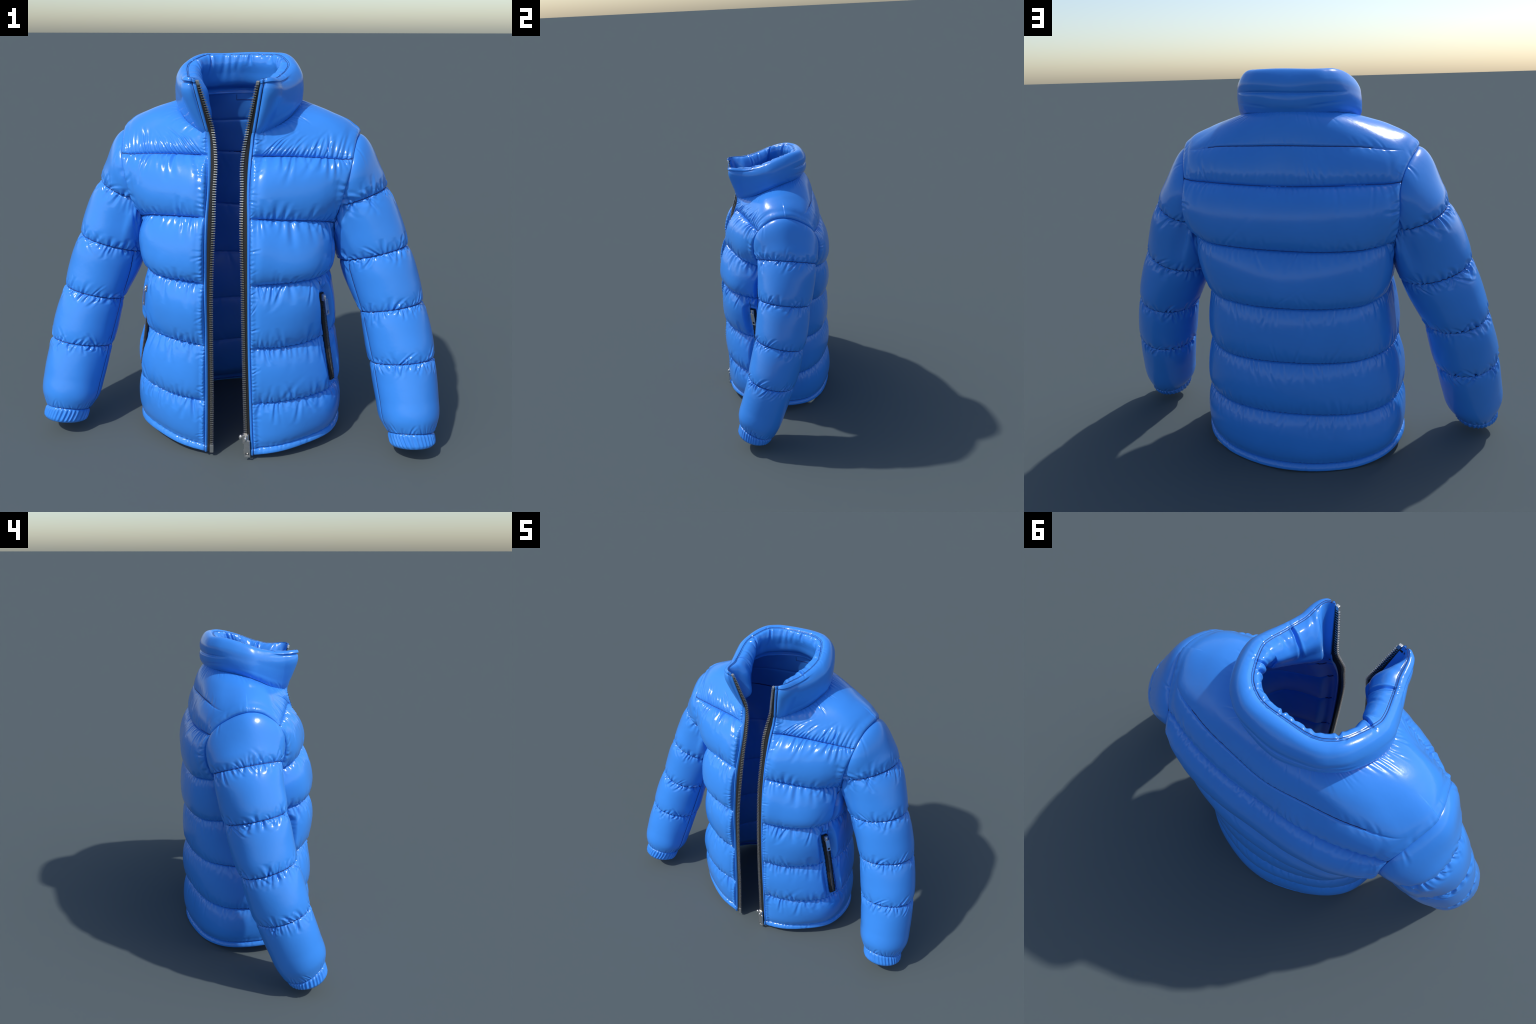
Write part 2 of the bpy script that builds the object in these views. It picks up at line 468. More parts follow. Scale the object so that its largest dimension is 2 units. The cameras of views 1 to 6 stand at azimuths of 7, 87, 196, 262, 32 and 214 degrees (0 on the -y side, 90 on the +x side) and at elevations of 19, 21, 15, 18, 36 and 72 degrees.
# front yoke: long gathers that rise from the yoke seam and lean toward the shoulders
for sg in (1, -1):
    X = B[..., 0] * sg
    D = np.where((X > .1) & (B[..., 1] < .02) & (VG >= 5), LV - SEAM_L[SEAM_V.index(5)], -1)
    gathers(W, X, D, .115, .53, rw, step=(.013, .025), length=(.07, .17), width=(.0042, .0075), amp=(.003, .0085), tilt=.10,
            fan=lambda x: .12 + .75 * (1 - smooth(.12, .42, x)), leaning=True)
# puckers along the zip stitching, run across the front panels
WT = np.zeros((NU, NV))
for sg in (1, -1):
    D = np.where(UG * sg > .6, UK[-2] - UG * sg, -1).T
    gathers(WT, LV.T, D, .03, 1.72, rw, step=(.012, .028), length=(.018, .055), width=(.0032, .006), amp=(.0015, .0048), tilt=.35)
W += WT.T
# puckers from the armhole
phi = np.arctan2(np.interp(AU, UK, UK) - arm_u.mean(), (VG - arm_v.mean()) * .25)
Darm = np.where(in_arm, -1, d_arm)
R_arm = .22
for sg in (1, -1):
    Hs = np.zeros_like(H)
    sel = np.where((np.abs(UG * sg - .68) < .34).any(0))[0]; c0, c1 = sel[0], sel[-1] + 1
    sub = Hs[:, c0:c1]
    s = -math.pi
    r0, r1 = row(3.3), row(6.6)
    while s < math.pi:
        a = rw.uniform(.0012, .0055) * (.25 if abs(s) < 1.5 else 1.); L = rw.uniform(.03, .08)
        dphi = (phi[r0:r1, c0:c1] - s + math.pi) % (2 * math.pi) - math.pi
        fold(sub[r0:r1], dphi * R_arm + 0 * s, Darm[r0:r1, c0:c1], 0, L, rw.uniform(.004, .008), a, rw.normal(0, .3))
        s += rw.uniform(.08, .22)
    W += Hs
# pocket edge puckers
Dp = np.where(in_pk, -1, d_pk - .008)
for sg in (1, -1):
    m = (UG * sg > .5)
    for side_sign in (1,):
        Dm = np.where(m, Dp, -1).T
        T = np.zeros((NU, NV)); gathers(T, LV.T, Dm, .30, .85, rw, step=(.018, .04), length=(.02, .05), width=(.004, .006), amp=(.0008, .0022), tilt=.3)
        W += T.T
H += W * open_arm * smooth(-.004, .004, d_stitch)
# stitched-in grooves
for k, sv in enumerate(SEAM_V):
    g = np.exp(-((LV - SEAM_L[k]) / .0042)**2) * .0035 * smooth(0, .004, d_stitch)
    if sv == 6: g *= w6
    if sv == 7: g *= 0
    H -= g * np.where(in_arm | in_pk, 0, 1) * smooth(.004, .02, np.where(in_pk, 0, d_pk))
H -= .0035 * np.exp(-(d_side / .0035)**2) * (d_arm > .01)
H -= .0035 * np.exp(-((AU - UK[-2]) / .0035)**2)
H -= .003 * np.exp(-(d_box / .0035)**2)
# placket piping between stitch and edge
pip = np.clip((AU - UK[-2]) / (UK[-1] - UK[-2]), 0, 1)
H += np.where(AU > UK[-2], .006 * np.sqrt(np.clip(1 - (2 * pip - 1)**2, 0, 1)), 0)
# welts: raised lips beside the pocket opening, sunk opening
H += np.where(in_pk, 0, .004 * np.exp(-((d_pk - .008) / .006)**2))
H = np.where(in_pk, -.013 * smooth(0, .006, d_pk), H)
H -= INSET * np.where(in_arm, 0, smooth(0, .05, d_arm)) * smooth(0, .03, d_stitch) * smooth(0, .06, LV)
H = np.where(in_arm, -.012 * smooth(0, .03, d_arm), H)
TP = B + BN * H[..., None]

# rolled hem and rolled front edges: continue the grid inwards
def roll_rows(P, N, dirs, steps):
    out = []
    for a, b in steps:
        out.append(P + dirs * a - N * b)
    return out
ends = []
down = np.array([0, 0, -1.])
edge0, n0 = TP[0], BN[0].copy(); n0[:, 2] *= .2; n0 /= np.linalg.norm(n0, axis=1, keepdims=True)
hem_rows = [edge0 + down * a - n0 * b for a, b in ((-.012, .026), (-.003, .024), (.0015, .017), (.003, .010), (.002, .004))]
for hr in hem_rows: hr[:, 2] = np.maximum(hr[:, 2], .0)
TP2 = np.vstack([np.array(hem_rows), TP]); N_EX = len(hem_rows)
TP2[..., 2] = np.maximum(TP2[..., 2], 0)
def edge_cols(P, j, jn):
    t = P[:, j] - P[:, jn]; t /= np.linalg.norm(t, axis=1, keepdims=True)
    n = np.vstack([np.repeat(BN[:1, j], N_EX, 0), BN[:, j]])
    return [P[:, j] + t * a - n * b for a, b in ((.0025, .002), (.003, .006), (.002, .011), (-.004, .013))]
Lc = edge_cols(TP2, 0, 3); Rc = edge_cols(TP2, -1, -4)
TPF = np.concatenate([np.array(Lc[::-1]).swapaxes(0, 1), TP2, np.array(Rc).swapaxes(0, 1)], 1)
NE = len(Lc)
TN = grid_normals(TPF)
if TN[NV // 2, TPF.shape[1] // 2, 1] < 0: TN = -TN

# ---- cut the torso into cloth panels and quilted baffles
nr, nc = TPF.shape[0] - 1, TPF.shape[1] - 1
vi = np.clip(np.arange(nr) - N_EX, 0, NV - 2); ui = np.clip(np.arange(nc) - NE, 0, NU - 2)
vc = (V[vi] + V[vi + 1])[:, None] / 2 + np.zeros((1, nc)); uc = (U[ui] + U[ui + 1])[None] / 2 + np.zeros((nr, 1))
order = np.argsort(side_v)
us = np.interp(vc, side_v[order], side_u[order])
us = np.where(vc > 4, .67, us)
is_front = np.abs(uc) > us
lab = np.zeros((nr, nc), int)
def ch(v):   # which channel
    return np.select([v < .125, v < 1, v < 2, v < 3, v < 4, v < 5, v < 6], [0, 1, 2, 3, 4, 5, 6], 7)
c = ch(vc)
c = np.where(is_front & (c == 7), 6, c)
on_placket = (np.abs(uc) > UK[-2]) | (np.arange(nc)[None] < NE) | (np.arange(nc)[None] >= nc - NE)
side = np.where(is_front, np.where(uc > 0, 2, 1), 0)
base_lab = side * 100
lab = base_lab + np.where(on_placket & is_front, 0, c)
PARTS = {}
for s, nm in ((0, 'back_panel'), (1, 'front_panel'), (2, 'front_panel')):
    PARTS[s * 100] = (nm, ROOT, FABRIC)
    for k in range(1, 8):
        PARTS[s * 100 + k] = ('shoulder_yoke' if k >= 6 else 'quilted_baffle', s * 100, FABRIC)
hole = (in_arm & (d_arm > .02))[np.ix_(vi, ui)]
hole[:, :NE] = False; hole[:, nc - NE:] = False
lab = np.where(hole, -1, lab)                                 # the sleeve opens into the body here
made = split_grid(TPF, TN, lab, False, PARTS)
BACK, FRONT_R, FRONT_L = made[0], made[100], made[200]

# ---- stitching threads along the seams
thr = Bag()
def thread(path, r=.0023):
    thr.add(*tube(path, r, 6))
TPv = TP + BN * .0004
def keep_runs(path, keep):
    idx = np.where(keep)[0]
    if not len(idx): return
    for run in np.split(idx, np.where(np.diff(idx) > 1)[0] + 1):
        if len(run) > 4: thread(path[run])
for k, sv in enumerate(SEAM_V):
    if sv == 7: continue
    i = SEAM_I[k]
    ok = (~in_arm[i]) & (np.abs(U) <= UK[-2] - .012) & ~(in_pk[i] | (d_pk[i] < .012))
    if sv == 6: ok &= np.abs(U) < .40
    keep_runs(TPv[i], ok)
for s in (-1, 1):
    j = int(np.abs(U - s * UK[-2]).argmin())
    thread(TPv[:, j])
FULL = TP.reshape(-1, 3); FULLN = BN.reshape(-1, 3)
def on_surface(uu, vv, s, off=.0004):
    """point on the finished torso at (u,v) by bilinear lookup"""
    fu = np.interp(uu * s, U, np.arange(NU)); fv = np.interp(vv, V, np.arange(NV))
    i0 = np.clip(fv.astype(int), 0, NV - 2); j0 = np.clip(fu.astype(int), 0, NU - 2)
    a = (fv - i0)[:, None]; b = (fu - j0)[:, None]
    def g(A): return (A[i0, j0] * (1 - a) * (1 - b) + A[i0, j0 + 1] * (1 - a) * b + A[i0 + 1, j0] * a * (1 - b) + A[i0 + 1, j0 + 1] * a * b)
    return g(TP) + g(BN) * off
def dense(a, n): return np.interp(np.linspace(0, len(a) - 1, n), np.arange(len(a)), a)
for s in (-1, 1):
    thread(on_surface(dense(side_u, 240), dense(side_v, 240), s), .0017)
    bp, bu, bv, _ = snap_line([(.388,-.201,.866), PK['TL']])
    thread(on_surface(dense(bu, 40), dense(bv, 40), s), .0016)

# ================================================================== LINING
NUl, NVl = 300, 260
Ul = np.linspace(-UK[-1], UK[-1], NUl); Vl = np.interp(np.linspace(0, 1, NVl), np.linspace(0, 1, 600), dense_v(600)); Vl[0] = 0; Vl[-1] = 7
Lb = torso_base(Ul, Vl); Ln = grid_normals(Lb)
if Ln[NVl // 2, NUl // 2, 1] < 0: Ln = -Ln
ul, vl = np.meshgrid(Ul, Vl)
LVl = np.concatenate([np.zeros((1, NUl)), np.cumsum(np.linalg.norm(np.diff(Lb, axis=0), axis=2), 0)])
dz = UK[-1] - np.abs(ul)
deep = np.interp(vl, [0, 1, 2, 3, 4, 5, 5.6, 7], [.032, .051, .060, .050, .026, .014, .011, .011])
thin = 1 - smooth(4.2, 5.2, vl)
off = .010 + (.026 + (deep - .026) * (1 - smooth(.5, .8, np.abs(ul)))) * smooth(.02, .08, dz) * smooth(0, .10, LVl)
arch = np.zeros_like(ul)
lin_seams = [.125, 1, 2, 3, 4, 5, 6, 7]
for a, b in zip(lin_seams[:-1], lin_seams[1:]):
    t = np.clip((vl - a) / (b - a), 0, 1)
    arch += np.where((vl >= a) & (vl < b), np.clip(1 - np.abs(2 * t - 1)**2.6, 0, 1)**.7, 0)
rl = np.random.default_rng(5)
wl = np.zeros_like(ul)
for sv in lin_seams[1:-1]:
    k = int(np.abs(Vl - sv).argmin())
    for sgn in (1, -1):
        gathers(wl, ul, sgn * (LVl - LVl[k]), -1.1, 1.1, rl, step=(.05, .12), length=(.05, .12), width=(.010, .016), amp=(.001, .003), tilt=.4)
off = off + ((.003 + .013 * thin) * arch + wl * (.3 + .7 * thin) + .003 * lumps(ul, vl * .27, 8, 2, 5, rl)) * smooth(.03, .09, dz) * smooth(0, .05, LVl)
for s in lin_seams[1:-1]:
    k = int(np.abs(Vl - s).argmin())
    off -= .004 * np.exp(-((LVl - LVl[k]) / .006)**2)
cy = np.sqrt(((np.abs(ul) - arm_u.mean()) / (np.ptp(arm_u) / 2))**2 + ((vl - arm_v.mean()) / (np.ptp(arm_v) / 2))**2)
off -= .05 * (1 - smooth(.70, 1.0, cy))                      # the lining runs out into the sleeve
LP = Lb - Ln * off[..., None]
LP[0] = np.stack([np.interp(Ul, U, TP2[0, :, q]) for q in range(3)], 1) + np.array([0, 0, .002])
# ================================================================== SLEEVES
RINGS = [  # centre, two half-axes of each quilting seam ring
 ((.552,.050,1.200), (.142,-.018,.062), (.034,.189,-.013)),
 ((.648,.019,.947), (.152,.055,.033), (-.053,.158,-.044)),
 ((.749,-.036,.693), (.144,-.025,.038), (.041,.153,-.031)),
 ((.810,-.106,.445), (.151,.003,.020), (.003,.149,-.043)),
 ((.842,-.166,.275), (.144,.003,.018), (.003,.140,-.047)),
 ((.857,-.200,.185), (.137,.004,.016), (.003,.132,-.050)),
 ((.870,-.226,.114), (.111,.006,.005), (.004,.108,-.052)),
 ((.881,-.246,.066), (.108,.003,.010), (.004,.105,-.034)),
]
NPHI, NW = 300, 430
PH = np.linspace(0, 2 * math.pi, NPHI, endpoint=False)
REF = np.array([1., 0, 1.]) / math.sqrt(2)
def by_angle(P, n):
    """resample a closed ring at even angles about its middle, angle 0 on the outer/upper side"""
    c = P.mean(0); n = n / np.linalg.norm(n)
    e1 = REF - (REF @ n) * n; e1 /= np.linalg.norm(e1); e2 = np.cross(n, e1)
    d = P - c
    a = np.arctan2(d @ e2, d @ e1) % (2 * math.pi)
    o = np.argsort(a); a = a[o]; Q = P[o]
    a = np.concatenate([a[-3:] - 2 * math.pi, a, a[:3] + 2 * math.pi]); Q = np.vstack([Q[-3:], Q, Q[:3]])
    return np.stack([np.interp(PH, a, Q[:, k]) for k in range(3)], 1)
ang = np.linspace(0, 2 * math.pi, 720, endpoint=False)
rings = []
arm_loop = arm_p
an = np.zeros(3)
for p, q in zip(arm_loop, np.roll(arm_loop, -1, 0)): an += np.cross(p, q)
an /= np.linalg.norm(an)
if an[0] < 0: an = -an
rings.append(ring_smooth(by_angle(closed_curve(arm_loop, 720), an), 6))
for k, (c, a, b) in enumerate(RINGS):
    c, a, b = map(np.array, (c, a, b))
    n = np.cross(a, b); n = n if n[2] < 0 else -n
    P = c + np.cos(ang)[:, None] * a + np.sin(ang)[:, None] * b
    rings.append(by_angle(P, n))
# the first seam runs out into the armhole under the arm
A0 = rings[0]
gap = ((rings[1] - A0) @ an)
to2 = rings[2] - A0; to2 /= np.linalg.norm(to2, axis=1, keepdims=True)
wS = smooth(.0, .05, gap)[:, None]
rings[1] = wS * rings[1] + (1 - wS) * (A0 + to2 * .012)
rings[1] = ring_smooth(rings[1], 6)
WK = np.array([0, .24, .50, .78, 1.04, 1.24, 1.335, 1.39, 1.43])
RG = np.array(rings)                                          # (9, NPHI, 3)
SSEAM = [0, .24, .50, .78, 1.04, 1.39]
fw = np.linspace(0, 1.43, 5000); dn = np.ones_like(fw)
for s in SSEAM: dn += 1.5 * np.exp(-((fw - s) / .014)**2)
cw = np.cumsum(dn); cw = (cw - cw[0]) / (cw[-1] - cw[0])
WV = np.interp(np.linspace(0, 1, NW), cw, fw)
for s in SSEAM: WV[np.abs(WV - s).argmin()] = s

def build_sleeve(sx, seed):
    r = np.random.default_rng(seed)
    S0 = hermite_chord(WK, RG, WV)                                   # (NW, NPHI, 3)
    Nn = grid_normals(S0, True)
    ctr = S0.mean(1, keepdims=True)
    if ((S0 - ctr) * Nn).sum(2).mean() < 0: Nn = -Nn
    L = np.concatenate([np.zeros((1, NPHI)), np.cumsum(np.linalg.norm(np.diff(S0, axis=0), axis=2), 0)])
    PG, WG = np.meshgrid(PH, WV)
    RAD = .155; per = 2 * math.pi * RAD
    SGr = PG * RAD
    Hs = np.zeros_like(PG)
    idx = [int(np.abs(WV - s).argmin()) for s in SSEAM]
    amps = [.018, .020, .018, .017, .013]
    for k in range(5):
        lo, hi = L[idx[k]], L[idx[k + 1]]
        t = np.clip((L - lo) / np.maximum(hi - lo, 1e-5), 0, 1)
        ln = np.clip((hi - lo) / .2, 0, 1)
        inside = (WG >= SSEAM[k]) & (WG < SSEAM[k + 1])
        p = 3.6 if k else 2.4
        t = t**1.12                                              # fullest toward the lower seam
        if k == 4: p = 6.
        Hs += np.where(inside, amps[k] * ln * np.clip(1 - np.abs(2 * t - 1)**p, 0, 1)**(.7 if k < 4 else .5), 0)
    Hs *= 1 + .10 * lumps(np.cos(PG) * .3 + .0 * WG, WG + np.sin(PG) * .2, 8, 1.5, 4, r)
    Hs += .015 * np.clip(np.cos(PG), 0, 1) * np.where(WG < .24, roundup(WG / .04) * (1 - smooth(.04, .17, WG)), 0)      # full shoulder cap
    Hs -= .008 * smooth(.18, .26, WG)
    # under-sleeve seam
    PHI_S = UNDER_PHI[sx]
    fs = np.interp(WV, [0, .5, .78, 1.04, 1.39, 1.45], PHI_S)[:, None]
    ds = ((PG - fs + math.pi) % (2 * math.pi) - math.pi) * .14
    sl_on = smooth(.40, .52, WG)
    Hs *= 1 - (.35 * np.exp(-(ds / .05)**2) + .3 * np.exp(-(ds / .012)**2)) * sl_on
    Wr = np.zeros_like(Hs)
    for k, i in enumerate(idx):
        for sgn in (1, -1):
            D = sgn * (L - L[i])
            if k == 0 and sgn == -1: continue
            kw = dict(step=(.014, .042), length=(.025, .075), width=(.0045, .0095), amp=(.0025, .0105), tilt=.35)
            if k == 0: kw.update(amp=(.0004, .0035), step=(.05, .15), length=(.02, .09))
            if k == 1: kw.update(length=(.03, .10))
            if k == 5 and sgn == 1: continue
            if k == 5: kw.update(step=(.030, .050), length=(.04, .07), width=(.004, .006), amp=(.004, .007))
            gathers(Wr, SGr, D, 0, per, r, period=per, **kw)
            if k not in (0, 5):
                gathers(Wr, SGr, D, 0, per, r, period=per, step=(.07, .16), length=(.035, .075), width=(.005, .009), amp=(.006, .012), tilt=.5)
    # puckers beside the under-sleeve seam
    for sg in (1, -1):
        T = np.zeros((NPHI, NW))
        D = np.where(WG > .5, ds * sg, -1).T
        gathers(T, L.T, D, .45, 1.40, r, step=(.018, .055), length=(.02, .055), width=(.0035, .007), amp=(.0012, .005), tilt=.3)
        Wr += T.T
    for ph, ln_, am in ((1.75, .13, .010), (2.15, .10, .014), (2.6, .09, .010), (4.1, .11, .013), (4.5, .10, .009)):
        fold(Wr, SGr, L, (ph + r.normal(0, .08)) * RAD, ln_, .008, am, r.normal(0, .35), 0, per)
    cuff = WG > SSEAM[-1]
    Hs += np.where(cuff, 0, Wr * smooth(0, .01, L))
    # elastic cuff: soft ribs
    rib_ph = PG * 34 + 1.5 * np.sin(PG * 3 + seed) + .8 * np.sin(PG * 7)
    ct = np.clip((WG - SSEAM[-1]) / .04, 0, 1)
    Hs += np.where(cuff, .004 * np.sin(rib_ph) * (.4 + .6 * np.abs(np.sin(PG * 2.3 + 1))) * np.sqrt(np.clip(1 - (2 * ct - 1)**2, 0, 1)) + .007 * np.sqrt(np.clip(1 - (2 * ct - 1)**4, 0, 1)), 0)
    for k, i in enumerate(idx[1:]):
        Hs -= .0035 * np.exp(-((L - L[i]) / .0042)**2)
    Hs -= .003 * np.exp(-(ds / .0035)**2) * sl_on
    Hs[0] -= .006
    P = S0 + Nn * Hs[..., None]
    # turn the cuff end inwards
    axis = S0[-1].mean(0) - S0[-30].mean(0); axis /= np.linalg.norm(axis)
    inn = P[-1] - P[-1].mean(0); inn /= np.linalg.norm(inn, axis=1, keepdims=True)
    tail = [P[-1] + axis * a - inn * b for a, b in ((.004, .003), (.005, .008), (.001, .013), (-.03, .014), (-.09, .012))]
    P = np.vstack([P, np.array(tail)])
    Nf = grid_normals(P, True)
    if ((P[100] - P[100].mean(0)) * Nf[100]).sum(1).mean() < 0: Nf = -Nf
    mir = np.array([sx, 1, 1.])
    lin = (S0 - Nn * (.035 - .013 * smooth(.9, 1.3, WG))[..., None])[::4] * mir
    linN = -grid_normals(lin, True)
    add_obj('sleeve_lining', mesh_from('sleeve_lining', lin.reshape(-1, 3), grid_faces(lin.shape[0], NPHI, True).reshape(-1, 4)), LINING, ROOT)
    P = P * mir; Nf = Nf * mir
    nrow = P.shape[0] - 1
    wmid = np.concatenate([(WV[1:] + WV[:-1]) / 2, np.full(len(tail), 2.)])
    lab = np.select([wmid < .24, wmid < .50, wmid < .78, wmid < 1.04, wmid < 1.39], [0, 1, 2, 3, 4], 5)[:, None] + np.zeros((1, NPHI), int)
    parts = {0: ('sleeve', ROOT, FABRIC)}
    for k in (1, 2, 3, 4): parts[k] = ('quilted_baffle', 0, FABRIC)
    parts[5] = ('cuff', 0, FABRIC)
    Pw, Nw = P, Nf
    if sx < 0:
        Pw, Nw = P[:, ::-1], Nf[:, ::-1]
    made = split_grid(Pw, Nw, lab, True, parts)
    # seam threads
    for k, i in enumerate(idx[1:]):
        V_, F_ = tube(P[i] + Nf[i] * .0005, .0023, 6, True); thr.add(V_, F_)
    path = []
    for j in range(int(np.abs(WV - .52).argmin()), idx[-1], 2):
        q = fs[j, 0] % (2 * math.pi) / (2 * math.pi) * NPHI
        a0 = int(q) % NPHI; f = q - int(q)
        path.append(P[j, a0] * (1 - f) + P[j, (a0 + 1) % NPHI] * f + Nf[j, a0] * .0004)
    thread(np.array(path), .0016)
    V_, F_ = tube((arm_p - arm_n * .0) * mir, .0022, 6, True); thr.add(V_, F_)
    return made[0]
UNDER_PHI = {1: [2.3, 2.3, 2.5, 2.45, 2.42, 2.42], -1: [2.4, 2.4, 2.78, 2.77, 2.75, 2.75]}
SL = build_sleeve(1, 31)
SR = build_sleeve(-1, 47)

# ================================================================== COLLAR
TOP = np.array([(0,.180,1.847),(.090,.176,1.846),(.137,.157,1.846),(.176,.122,1.844),(.222,.02,1.818),(.227,-.041,1.797),(.213,-.103,1.777),(.190,-.185,1.763),(.150,-.296,1.767),(.138,-.299,1.765)])
NECK = CTRL[-1]
mirf = lambda a: np.concatenate([a[:0:-1] * np.array([-1, 1, 1]), a], 0)
NUC = 640
UC = np.linspace(-UK[-1], UK[-1], NUC)
for s in (-UK[-2], UK[-2]): UC[np.abs(UC - s).argmin()] = s
Tn = hermite(UKF, mirf(TOP), UC); Nk = hermite(UKF, mirf(NECK), UC)
tan = np.gradient((Tn + Nk) / 2, axis=0)
on = np.stack([tan[:, 1], -tan[:, 0], 0 * tan[:, 0]], 1); on /= np.linalg.norm(on, axis=1, keepdims=True)
if on[NUC // 2, 1] < 0: on = -on
for _ in range(30):
    on[1:-1] = (on[:-2] + 2 * on[1:-1] + on[2:]) / 4
on /= np.linalg.norm(on, axis=1, keepdims=True)
dC = (UK[-2] - np.abs(UC))
rear = smooth(-.06, .10, ((Tn + Nk) / 2)[:, 1])[:, None]
corner = np.exp(-((np.abs(UC) - .33) / .17)**2)[:, None]
go = 1 + .30 * rear + .25 * corner
g = roundup(dC / .10)[:, None]                       # padding dies out toward the zip
gi = (smooth(.025, .10, dC))[:, None] * (1.5 - .75 * rear)
z1 = np.array([0, 0, 1.])
def at(f): return Nk + (Tn - Nk) * f
In = Nk - on * (.012 + .004 * gi) + z1 * 0.0
def ati(f): return Tn + (In - Tn) * f
prof = [Nk - on * .008 - z1 * .012, at(.03) + on * (.003 * g + .001), at(.20) + on * (.015 * g * go + .002), at(.5) + on * (.030 * g * go + .003),
        at(.76) + on * (.036 * g * go + .003) + z1 * .007 * g * rear, at(.94) + on * (.024 * g * go + .002) + z1 * (.004 + .012 * rear) * g, at(1.) + on * .010 * g * go + z1 * (.004 + .008 * rear) * g,
        Tn + z1 * .004 - on * .003, ati(.02) - on * (.020 * gi + .006) + z1 * .005 * gi, ati(.18) - on * (.042 * gi + .007), ati(.5) - on * (.046 * gi + .004),
        ati(.86) - on * (.036 * gi + .002), In, In - z1 * .02]
pk = np.array([0, .5, 1.5, 3, 4.2, 5.2, 5.9, 6.5, 7.1, 8, 9.3, 10.6, 11.4, 12.])
NPC = 190
qq = np.interp(np.linspace(0, 1, 2000), np.linspace(0, 1, 2000), np.linspace(0, 12, 2000))
dd = 1 + 1.2 * np.exp(-((qq - 6.5) / .3)**2); cc = np.cumsum(dd); cc = (cc - cc[0]) / (cc[-1] - cc[0])
QC = np.interp(np.linspace(0, 1, NPC), cc, qq); QC[np.abs(QC - 6.5).argmin()] = 6.5
CP = hermite(pk, np.array(prof), QC)                 # (NPC, NUC, 3)
CN = grid_normals(CP)
if CN[int(NPC * .25), NUC // 2, 1] < 0: CN = -CN
uC, qC = np.meshgrid(UC, QC)
LC = np.concatenate([np.zeros((1, NUC)), np.cumsum(np.linalg.norm(np.diff(CP, axis=0), axis=2), 0)])
iT = int(np.abs(QC - 6.5).argmin())
arcN = np.concatenate([[0], np.cumsum(np.linalg.norm(np.diff(Tn, axis=0), axis=1))]); arcN -= arcN[NUC // 2]
SC = np.repeat(arcN[None], NPC, 0)
rc = np.random.default_rng(77)
HC = np.zeros_like(uC)
HC += .003 * lumps(SC, LC, 8, 1.5, 4, rc) * smooth(0, 1.5, qC) * smooth(12, 10.5, qC)
smax = arcN[-1]
inner_str = lambda s: 1.0 if abs(s) < .24 else .5
gathers(HC, SC, LC - LC[iT], -smax, smax, rc, step=(.024, .09), length=(.06, .17), width=(.006, .014), amp=(.004, .016), tilt=.2, strength=inner_str)
gathers(HC, SC, LC[iT] - LC, -smax, smax, rc, step=(.04, .12), length=(.02, .05), width=(.004, .008), amp=(.0006, .0022), tilt=.4)
gathers(HC, SC, LC, -smax, smax, rc, step=(.03, .10), length=(.02, .06), width=(.005, .009), amp=(.0005, .002), tilt=.5)
HC *= np.where(qC > 6.5, .25 + .75 * smooth(.002, .035, LC - LC[iT]), 1)
for s0 in (-.30, .26, .47, -.49):                     # deep pinches where the inner collar panels meet
    fold(HC, SC, LC - LC[iT], s0, .16, .006, .011, 0.)
    fold(HC, SC, LC[iT] - LC, s0, .03, .005, .003, 0.)
HC *= smooth(-.003, .02, UK[-2] - np.abs(uC)) * .9 + .1
HC -= .0025 * np.exp(-((LC - LC[iT]) / .004)**2)
# fold line across the back of the collar and its drag lines
zc = 1.757
back = 1 - smooth(.19, .26, np.abs(CP[..., 0]))
outer = (qC < 5.2)
dz = CP[..., 2] - zc - .004 * np.sin(CP[..., 0] * 9)
HC -= np.where(outer, back * (.008 * np.exp(-(dz / .006)**2) + .005 * np.exp(-(dz / .022)**2)), 0)
for sx in (1, -1):
    dq = CP[..., 2] - (1.700 + .10 * (CP[..., 0] * sx - .10) )
    HC -= np.where(outer & (CP[..., 1] > .05), .003 * np.exp(-(dq / .006)**2) * smooth(.08, .13, CP[..., 0] * sx) * (1 - smooth(.20, .26, CP[..., 0] * sx)), 0)
HC -= .0035 * np.exp(-((np.abs(uC) - UK[-2]) / .0035)**2) * (qC < 6.5)
pipc = np.clip((np.abs(uC) - UK[-2]) / (UK[-1] - UK[-2]), 0, 1)
HC += np.where((np.abs(uC) > UK[-2]) & (qC < 6.2), .005 * np.sqrt(np.clip(1 - (2 * pipc - 1)**2, 0, 1)), 0)
CPF = CP + CN * HC[..., None]
CNF = grid_normals(CPF)
if CNF[int(NPC * .25), NUC // 2, 1] < 0: CNF = -CNF
Fc = grid_faces(NPC, NUC)
qmid = (QC[1:] + QC[:-1]) / 2
labc = np.where(qmid < 6.5, 0, 1)[:, None] + np.zeros((1, NUC - 1), int)
mc = split_grid(CPF, CNF, labc, False, {0: ('collar', ROOT, FABRIC), 1: ('inner_collar', 0, FABRIC)})
